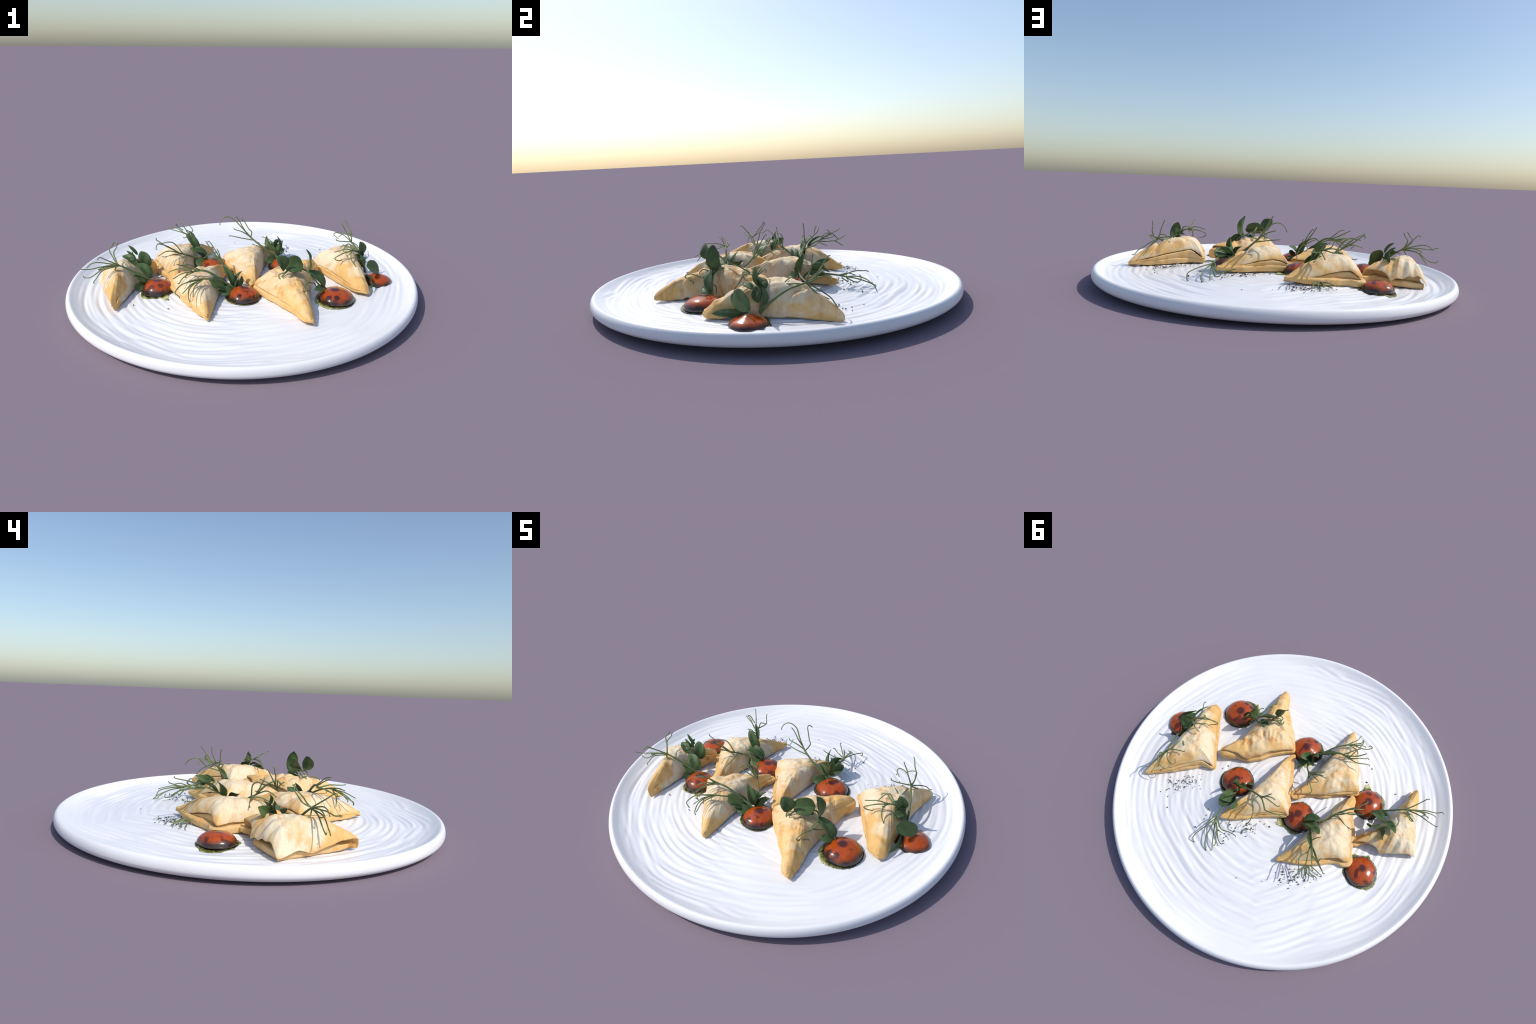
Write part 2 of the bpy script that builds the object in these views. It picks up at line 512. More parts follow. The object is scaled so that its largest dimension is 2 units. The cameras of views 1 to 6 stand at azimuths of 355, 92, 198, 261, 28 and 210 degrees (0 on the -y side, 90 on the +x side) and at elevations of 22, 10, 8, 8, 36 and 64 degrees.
PASTRIES = [
    dict(peak=(0.605, 0.020, 0.214), pale=0.9,
         AC=[(0.632, -0.312, 0.100), (0.592, -0.280, 0.108), (0.560, -0.196, 0.120), (0.497, -0.060, 0.132)],
         CB=[(0.424, 0.078, 0.118), (0.460, 0.082, 0.148), (0.497, 0.092, 0.166), (0.556, 0.138, 0.155), (0.641, 0.204, 0.132), (0.720, 0.255, 0.106), (0.782, 0.303, 0.096)],
         BA=[(0.790, 0.298, 0.012), (0.778, 0.272, 0.006), (0.757, 0.212, 0.004), (0.728, 0.100, 0.003), (0.704, -0.060, 0.003), (0.690, -0.200, 0.003), (0.686, -0.296, 0.010), (0.656, -0.322, 0.020)],
         folds=[(0.70, 0.03, 0.665, 0.205, 0.012, -0.016), (0.715, 0.06, 0.70, 0.20, 0.014, 0.008), (0.60, -0.22, 0.68, -0.235, 0.012, -0.008),
                (0.61, -0.26, 0.68, -0.265, 0.012, 0.008), (0.66, -0.10, 0.70, -0.22, 0.014, 0.008), (0.56, 0.07, 0.53, 0.06, 0.02, -0.006)],
         base=dict(thick=0.036, push=0.010, mid=0.010)),
    dict(peak=(0.240, -0.275, 0.204), pale=0.55, brown=0.85, lump=0.014,
         AC=[(0.302, -0.622, 0.096), (0.270, -0.598, 0.104), (0.225, -0.496, 0.112), (0.150, -0.397, 0.128), (0.092, -0.320, 0.132)],
         CB=[(0.046, -0.242, 0.134), (0.109, -0.194, 0.160), (0.168, -0.142, 0.172), (0.225, -0.085, 0.164), (0.259, -0.052, 0.142), (0.290, -0.048, 0.148), (0.328, -0.046, 0.174), (0.414, -0.022, 0.178)],
         BA=[(0.430, -0.044, 0.060), (0.404, -0.080, 0.020), (0.388, -0.124, 0.003), (0.350, -0.290, 0.003), (0.332, -0.410, 0.003), (0.330, -0.520, 0.004), (0.321, -0.618, 0.012)],
         folds=[(0.300, -0.125, 0.390, -0.150, 0.026, -0.014), (0.30, -0.20, 0.26, -0.10, 0.011, 0.008), (0.33, -0.19, 0.285, -0.10, 0.009, -0.008), (0.345, -0.17, 0.305, -0.095, 0.009, 0.008),
                (0.36, -0.15, 0.33, -0.08, 0.008, -0.006), (0.27, -0.24, 0.22, -0.19, 0.008, -0.014), (0.22, -0.26, 0.20, -0.21, 0.008, 0.008), (0.18, -0.26, 0.16, -0.20, 0.009, -0.006),
                (0.14, -0.27, 0.12, -0.22, 0.010, 0.006), (0.26, -0.42, 0.34, -0.45, 0.011, 0.008), (0.27, -0.46, 0.33, -0.47, 0.009, -0.009),
                (0.20, -0.40, 0.30, -0.38, 0.012, -0.008), (0.15, -0.33, 0.25, -0.36, 0.012, 0.010), (0.12, -0.29, 0.21, -0.31, 0.010, -0.008)],
         base=dict(thick=0.042, push=0.006, mid=-0.004, swell=(((0.40, 0.00), 0.08, 0.046),), extra=(((0.405, -0.01), 0.07, 0.032),))),
    dict(peak=(0.062, 0.060, 0.204), pale=0.85,
         AC=[(0.034, -0.226, 0.096), (-0.017, -0.074, 0.112), (-0.055, 0.022, 0.122)],
         CB=[(-0.120, 0.148, 0.136), (-0.080, 0.155, 0.152), (-0.037, 0.175, 0.160), (0.028, 0.213, 0.154), (0.098, 0.260, 0.130), (0.170, 0.302, 0.104), (0.222, 0.334, 0.098)],
         BA=[(0.236, 0.322, 0.012), (0.188, 0.235, 0.003), (0.149, 0.130, 0.003), (0.109, -0.005, 0.003), (0.086, -0.085, 0.003), (0.064, -0.208, 0.005)],
         folds=[(0.02, -0.06, 0.10, -0.02, 0.010, 0.004), (0.03, -0.03, 0.11, 0.01, 0.010, -0.004), (0.02, 0.01, 0.11, 0.05, 0.010, 0.004),
                (0.05, -0.13, 0.09, -0.10, 0.010, 0.003), (0.12, 0.16, 0.09, 0.21, 0.016, -0.008), (0.06, 0.08, 0.02, 0.12, 0.02, 0.006)],
         base=dict(thick=0.040, push=0.014)),
    dict(peak=(-0.235, -0.245, 0.198), pale=0.85,
         AC=[(-0.216, -0.548, 0.088), (-0.232, -0.520, 0.094), (-0.301, -0.391, 0.104), (-0.344, -0.317, 0.114), (-0.379, -0.231, 0.124)],
         CB=[(-0.412, -0.174, 0.134), (-0.361, -0.144, 0.144), (-0.302, -0.105, 0.148), (-0.232, -0.056, 0.142), (-0.150, -0.018, 0.140), (-0.088, 0.014, 0.146)],
         BA=[(-0.082, 0.004, 0.030), (-0.117, -0.090, 0.003), (-0.148, -0.288, 0.003), (-0.166, -0.383, 0.003), (-0.180, -0.456, 0.003), (-0.196, -0.544, 0.008)],
         folds=[(-0.33, -0.20, -0.36, -0.14, 0.013, 0.007), (-0.29, -0.18, -0.31, -0.11, 0.012, -0.007), (-0.25, -0.16, -0.27, -0.08, 0.013, 0.007),
                (-0.21, -0.14, -0.22, -0.06, 0.012, -0.006), (-0.24, -0.42, -0.215, -0.50, 0.012, 0.008), (-0.21, -0.40, -0.19, -0.48, 0.012, -0.007)],
         base=dict(thick=0.036, push=0.004, extra=(((-0.088, 0.02), 0.05, 0.034),))),
    dict(peak=(-0.372, 0.150, 0.200), pale=0.85,
         AC=[(-0.398, -0.148, 0.098), (-0.435, -0.034, 0.108), (-0.480, 0.080, 0.116), (-0.509, 0.149, 0.120)],
         CB=[(-0.536, 0.226, 0.110), (-0.512, 0.238, 0.122), (-0.480, 0.240, 0.148), (-0.422, 0.268, 0.146), (-0.340, 0.320, 0.124), (-0.250, 0.364, 0.104), (-0.174, 0.408, 0.098)],
         BA=[(-0.164, 0.396, 0.014), (-0.208, 0.326, 0.003), (-0.242, 0.213, 0.003), (-0.286, 0.098, 0.003), (-0.306, 0.036, 0.003), (-0.334, -0.050, 0.003), (-0.374, -0.150, 0.006)],
         folds=[(-0.43, 0.10, -0.46, 0.05, 0.018, 0.005), (-0.33, 0.22, -0.30, 0.28, 0.02, -0.007), (-0.40, 0.20, -0.44, 0.23, 0.016, 0.006)],
         base=dict(thick=0.040, push=0.014, mid=-0.008, wobble=0.016)),
    dict(peak=(-0.685, -0.075, 0.192), pale=1.0, drape=0.3,
         AC=[(-0.706, -0.366, 0.100), (-0.722, -0.335, 0.108), (-0.739, -0.277, 0.102), (-0.762, -0.200, 0.080), (-0.784, -0.140, 0.064), (-0.805, -0.085, 0.086), (-0.828, -0.030, 0.068)],
         CB=[(-0.844, 0.012, 0.058), (-0.820, 0.024, 0.092), (-0.791, 0.034, 0.118), (-0.729, 0.064, 0.108), (-0.655, 0.094, 0.092), (-0.636, 0.083, 0.122), (-0.580, 0.082, 0.138), (-0.517, 0.106, 0.142)],
         BA=[(-0.505, 0.096, 0.030), (-0.568, 0.004, 0.004), (-0.618, -0.120, 0.003), (-0.640, -0.191, 0.003), (-0.667, -0.279, 0.003), (-0.685, -0.370, 0.010)],
         folds=[(-0.66, 0.01, -0.655, 0.10, 0.010, -0.010), (-0.69, 0.00, -0.685, 0.09, 0.011, 0.010), (-0.715, -0.005, -0.713, 0.08, 0.010, -0.010),
                (-0.74, -0.01, -0.742, 0.07, 0.011, 0.009), (-0.765, -0.015, -0.77, 0.05, 0.010, -0.008), (-0.79, -0.02, -0.80, 0.03, 0.010, 0.006),
                (-0.62, 0.00, -0.61, 0.09, 0.012, 0.007), (-0.72, -0.16, -0.77, -0.18, 0.018, -0.005), (-0.66, -0.16, -0.62, -0.13, 0.012, 0.006)],
         base=dict(thick=0.040, push=-0.018, mid=-0.045, extra=(((-0.515, 0.10), 0.06, 0.036),))),
]


# -------------------------------------------------------------------- sauces
def build_sauce(x, y, r, h, spots, arc, seed, oil, point=0.0):
    z0 = floor_z(x, y)
    root = add_root("sauce_drop", (x, y, z0), "glossy orange tomato sauce drop with dark swirl", "sauce")
    na = 96
    th = np.linspace(0, 2 * math.pi, na, endpoint=False)
    rows = []
    edge = 1 + 0.055 * noise(np.cos(th) * 1.4, np.sin(th) * 1.4, seed)
    for p in np.linspace(0, 1, 34):
        a = p * math.pi / 2
        rad = r * math.cos(a) ** 0.96 * edge * (1 - 0.0 * p) + 1e-4
        zz = h * math.sin(a) ** 0.95 + point * math.exp(-(((1 - p) / 0.22) ** 2))
        ring = 0.0012 * math.sin(p * 16) * p * (1 - p)
        rows.append((rad * np.cos(th), rad * np.sin(th), np.full(na, zz + ring - 0.001)))
    V = np.concatenate([np.stack(q, -1) for q in rows])
    F = list(map(tuple, ring_faces(len(rows), na)))
    F.append(tuple(range(na - 1, -1, -1)))
    F.append(tuple((len(rows) - 1) * na + k for k in range(na)))
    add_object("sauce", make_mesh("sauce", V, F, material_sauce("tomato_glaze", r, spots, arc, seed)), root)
    # oil that has run out under the drop
    na = 160
    th = np.linspace(0, 2 * math.pi, na, endpoint=False)
    reach = 1.055 + 0.035 * noise(np.cos(th) * 11, np.sin(th) * 11, seed) + 0.05 * noise(np.cos(th) * 1.6, np.sin(th) * 1.6, seed + 4)
    for ang, width, far in oil:
        d = (th - ang + math.pi) % (2 * math.pi) - math.pi
        reach = reach + far * np.exp(-(d / width) ** 2) * (1 + 0.5 * noise(np.cos(th) * 16, np.sin(th) * 14, seed))
    rows = []
    for s, zz in ((0.5, 0.0024), (0.75, 0.0024), (0.86, 0.0024), (0.93, 0.0022), (0.97, 0.0018), (0.99, 0.0012), (1.0, 0.0002), (0.97, -0.002), (0.5, -0.002)):
        ox, oy = r * reach * s * np.cos(th), r * reach * s * np.sin(th)
        wx, wy = x + ox, y + oy
        rows.append((ox, oy, zz + floor_z(wx, wy) - z0 + grooves(wx, wy) + 0.0008 * noise(ox * 160, oy * 160, seed)))
    V = np.concatenate([np.stack(np.broadcast_arrays(*q), -1) for q in rows])
    F = list(map(tuple, ring_faces(len(rows), na)))
    F.append(tuple(range(na - 1, -1, -1)))
    F.append(tuple((len(rows) - 1) * na + k for k in range(na)))
    add_object("oil_pool", make_mesh("oil_pool", V, F, material_oil(r)), root)


SAUCES = [
    # x, y, radius, height, dark spots (dx, dy, r, strength in radii), swirl, oil tongues (angle, width, reach)
    dict(x=0.775, y=-0.108, r=0.088, h=0.040, spots=[(-0.1, 0.1, 0.22, 0.8), (-0.75, -0.3, 0.45, 0.9)], arc=None, oil=[(0.9, 0.5, 0.30), (2.2, 0.3, 0.15)], point=0.012),
    dict(x=0.483, y=-0.338, r=0.098, h=0.055, spots=[(-0.05, 0.05, 0.28, 0.95), (-0.1, -0.72, 0.17, 1), (-0.52, -0.62, 0.18, 1), (-0.25, -0.9, 0.18, 0.7), (-0.6, -0.85, 0.16, 0.7)], arc=(0.34, 0.27, 0.55, 0.1, 2.45, 0.6), oil=[(-2.6, 0.7, 0.18), (-1.9, 0.5, 0.10)]),
    dict(x=0.257, y=0.085, r=0.093, h=0.054, spots=[(0.0, 0.05, 0.27, 0.95), (0.62, 0.55, 0.26, 0.7)], arc=(-0.225, 0.442, 0.45, 0.2, -0.30, 1.1), oil=[(1.2, 0.5, 0.12), (0.1, 0.4, 0.08)]),
    dict(x=-0.012, y=-0.299, r=0.089, h=0.050, spots=[(0.05, 0.05, 0.30, 0.9), (-0.3, -0.72, 0.17, 1)], arc=(-0.2, 0.485, 0.5, 0.08, -0.45, 0.9), oil=[(-2.8, 0.6, 0.10), (1.9, 0.35, 0.25)], point=0.008),
    dict(x=-0.166, y=0.112, r=0.090, h=0.056, spots=[(0.05, 0.02, 0.28, 0.9), (0.55, 0.35, 0.36, 0.85)], arc=(-0.16, 0.385, 0.42, 0.17, -0.30, 1.15), oil=[(0.75, 0.28, 0.45), (1.6, 0.4, 0.15)]),
    dict(x=-0.483, y=-0.152, r=0.088, h=0.060, spots=[(0.0, 0.05, 0.28, 0.9), (-0.35, -0.7, 0.26, 0.7)], arc=(-0.2, 0.398, 0.4, 0.17, -0.30, 1.2), oil=[(-1.15, 0.16, 0.50), (-2.3, 0.5, 0.16)]),
    dict(x=-0.611, y=0.226, r=0.086, h=0.053, spots=[(-0.02, -0.08, 0.26, 0.95)], arc=(-0.245, 0.311, 0.45, 0.16, -0.30, 1.15), oil=[(2.5, 0.7, 0.14), (-0.7, 0.25, 0.16), (-1.6, 0.2, 0.14), (0.4, 0.4, 0.10)]),
]


# --------------------------------------------------------------- pea shoots
def spline(points, n):
    P = np.array(points, float)
    if len(P) == 2:
        t = np.linspace(0, 1, n)[:, None]
        return P[0] * (1 - t) + P[1] * t
    E = np.vstack([2 * P[0] - P[1], P, 2 * P[-1] - P[-2]])
    d = np.linalg.norm(np.diff(P, axis=0), axis=1)
    s = np.concatenate([[0], np.cumsum(d)])
    out = []
    for u in np.linspace(0, s[-1], n):
        i = min(int(np.searchsorted(s, u, "right") - 1), len(P) - 2)
        t = (u - s[i]) / max(d[i], 1e-9)
        a, b, c, e = E[i], E[i + 1], E[i + 2], E[i + 3]
        out.append(0.5 * (2 * b + (c - a) * t + (2 * a - 5 * b + 4 * c - e) * t ** 2 + (3 * b - a - 3 * c + e) * t ** 3))
    return np.array(out)


def tube(points, r0, r1, ns=8):
    """round tapered tube along a path; rounded end"""
    P = spline(points, max(8, 6 * len(points)) if len(points) < 12 else 2 * len(points))
    n = len(P)
    T = np.gradient(P, axis=0)
    T /= np.linalg.norm(T, axis=1)[:, None] + 1e-12
    up = np.array([0.31, 0.22, 0.92])
    V = []
    th = np.linspace(0, 2 * math.pi, ns, endpoint=False)
    a = np.cross(T[0], up)
    for i in range(n):
        a = a - T[i] * (a @ T[i])
        a /= np.linalg.norm(a) + 1e-12
        b = np.cross(T[i], a)
        k = i / (n - 1)
        r = r0 + (r1 - r0) * k
        V.append(P[i] + r * (np.cos(th)[:, None] * a + np.sin(th)[:, None] * b))
    V.append(P[-1] + T[-1] * r1 * 0.8 + 0.35 * (V[-1] - P[-1]))
    V = np.concatenate(V)
    F = list(map(tuple, ring_faces(n + 1, ns)))
    F.append(tuple(range(ns - 1, -1, -1)))
    F.append(tuple(n * ns + k for k in range(ns)))
    return V, F


def leaf_mesh(base, tip, width, facing, cup=0.25, bend=0.12, serrate=0.0, blunt=0.5):
    """oval leaf from base to tip, folded along its midrib, thin but solid"""
    base, tip, facing = [np.array(v, float) for v in (base, tip, facing)]
    ax = tip - base
    ln = np.linalg.norm(ax)
    ax /= ln
    nz = facing - ax * (facing @ ax)
    nz /= np.linalg.norm(nz)
    side = np.cross(nz, ax)
    nu, nv = 26, 13
    top, low = [], []
    for i in range(nu):
        u = i / (nu - 1)
        uu = (0.015 + 0.97 * u) ** (0.62 + 0.38 * blunt)
        w = width * 0.5 * (1 - abs(2 * uu - 1) ** (1.8 + 0.9 * blunt)) ** (0.85 - 0.38 * blunt)
        if serrate and i % 2:
            w *= 1 - serrate * min(1, 3 * u)
        for j in range(nv):
            v = j / (nv - 1) * 2 - 1
            lift = cup * w * (abs(v) ** 1.4) - bend * ln * (2 * u - 1) ** 2 + 0.02 * width * math.sin(9 * u + 4 * v)
            p = base + ax * (u * ln - 0.06 * ln * abs(v) ** 2 * (u - 0.5)) + side * (v * w * (1 - 0.25 * cup * abs(v))) + nz * (lift + bend * ln)
            rib = 0.0012 * math.exp(-(v / 0.12) ** 2)
            half = 0.0014 * (1 - 0.7 * abs(v) ** 4)
            top.append(p + nz * (half - rib))
            low.append(p - nz * (half + rib))
    V = np.array(top + low)
    F = []
    N = nu * nv
    for i in range(nu - 1):
        for j in range(nv - 1):
            a = i * nv + j
            F.append((a, a + 1, a + nv + 1, a + nv))
            F.append((N + a, N + a + nv, N + a + nv + 1, N + a + 1))
    for i in range(nu - 1):
        for j in (0, nv - 1):
            a, b = i * nv + j, (i + 1) * nv + j
            F.append((a, b, N + b, N + a) if j == 0 else (b, a, N + a, N + b))
    for j in range(nv - 1):
        a, b = j, j + 1
        F.append((b, a, N + a, N + b))
        a, b = (nu - 1) * nv + j, (nu - 1) * nv + j + 1
        F.append((a, b, N + b, N + a))
    return V, F


STEM_R = 0.0072
TEND_R = 0.0033


def build_shoot(spec, seed):
    base = np.array(spec["base"], float)
    r = np.random.default_rng(seed + 40)
    root = add_root("pea_shoot", tuple(base), "green pea shoot sprig with leaves and curly tendrils", "pea shoot")
    for pts, rad in spec["stems"]:
        V, F = tube(pts, rad * 0.88, rad * 0.60, 10)
        add_object("stem", make_mesh("stem", V - base, F, M_STEM), root)
    for pts in spec["tendrils"]:
        P = spline(pts, 4 * len(pts))
        d = P[-1] - P[-2]
        d /= np.linalg.norm(d)
        side = np.cross(d, r.normal(size=3))
        side /= np.linalg.norm(side)
        t = np.linspace(0, 1, len(P))
        P = P + side * (0.0035 * np.sin(t * r.uniform(5, 9)) * t)[:, None]
        if r.random() < 0.7:                               # little hook at the end
            k = r.uniform(0.006, 0.011)
            P = np.vstack([P, P[-1] + d * k * 0.7 + side * k * 0.35, P[-1] + d * k + side * k * 1.1])
        V, F = tube(P, TEND_R * 1.15, TEND_R * 0.75, 7)
        add_object("tendril", make_mesh("tendril", V - base, F, M_TENDRIL), root)
    for lf in spec["leaves"]:
        V, F = leaf_mesh(*lf[:4], **(lf[4] if len(lf) > 4 else {}))
        add_object("leaf", make_mesh("leaf", V - base, F, M_LEAF), root)


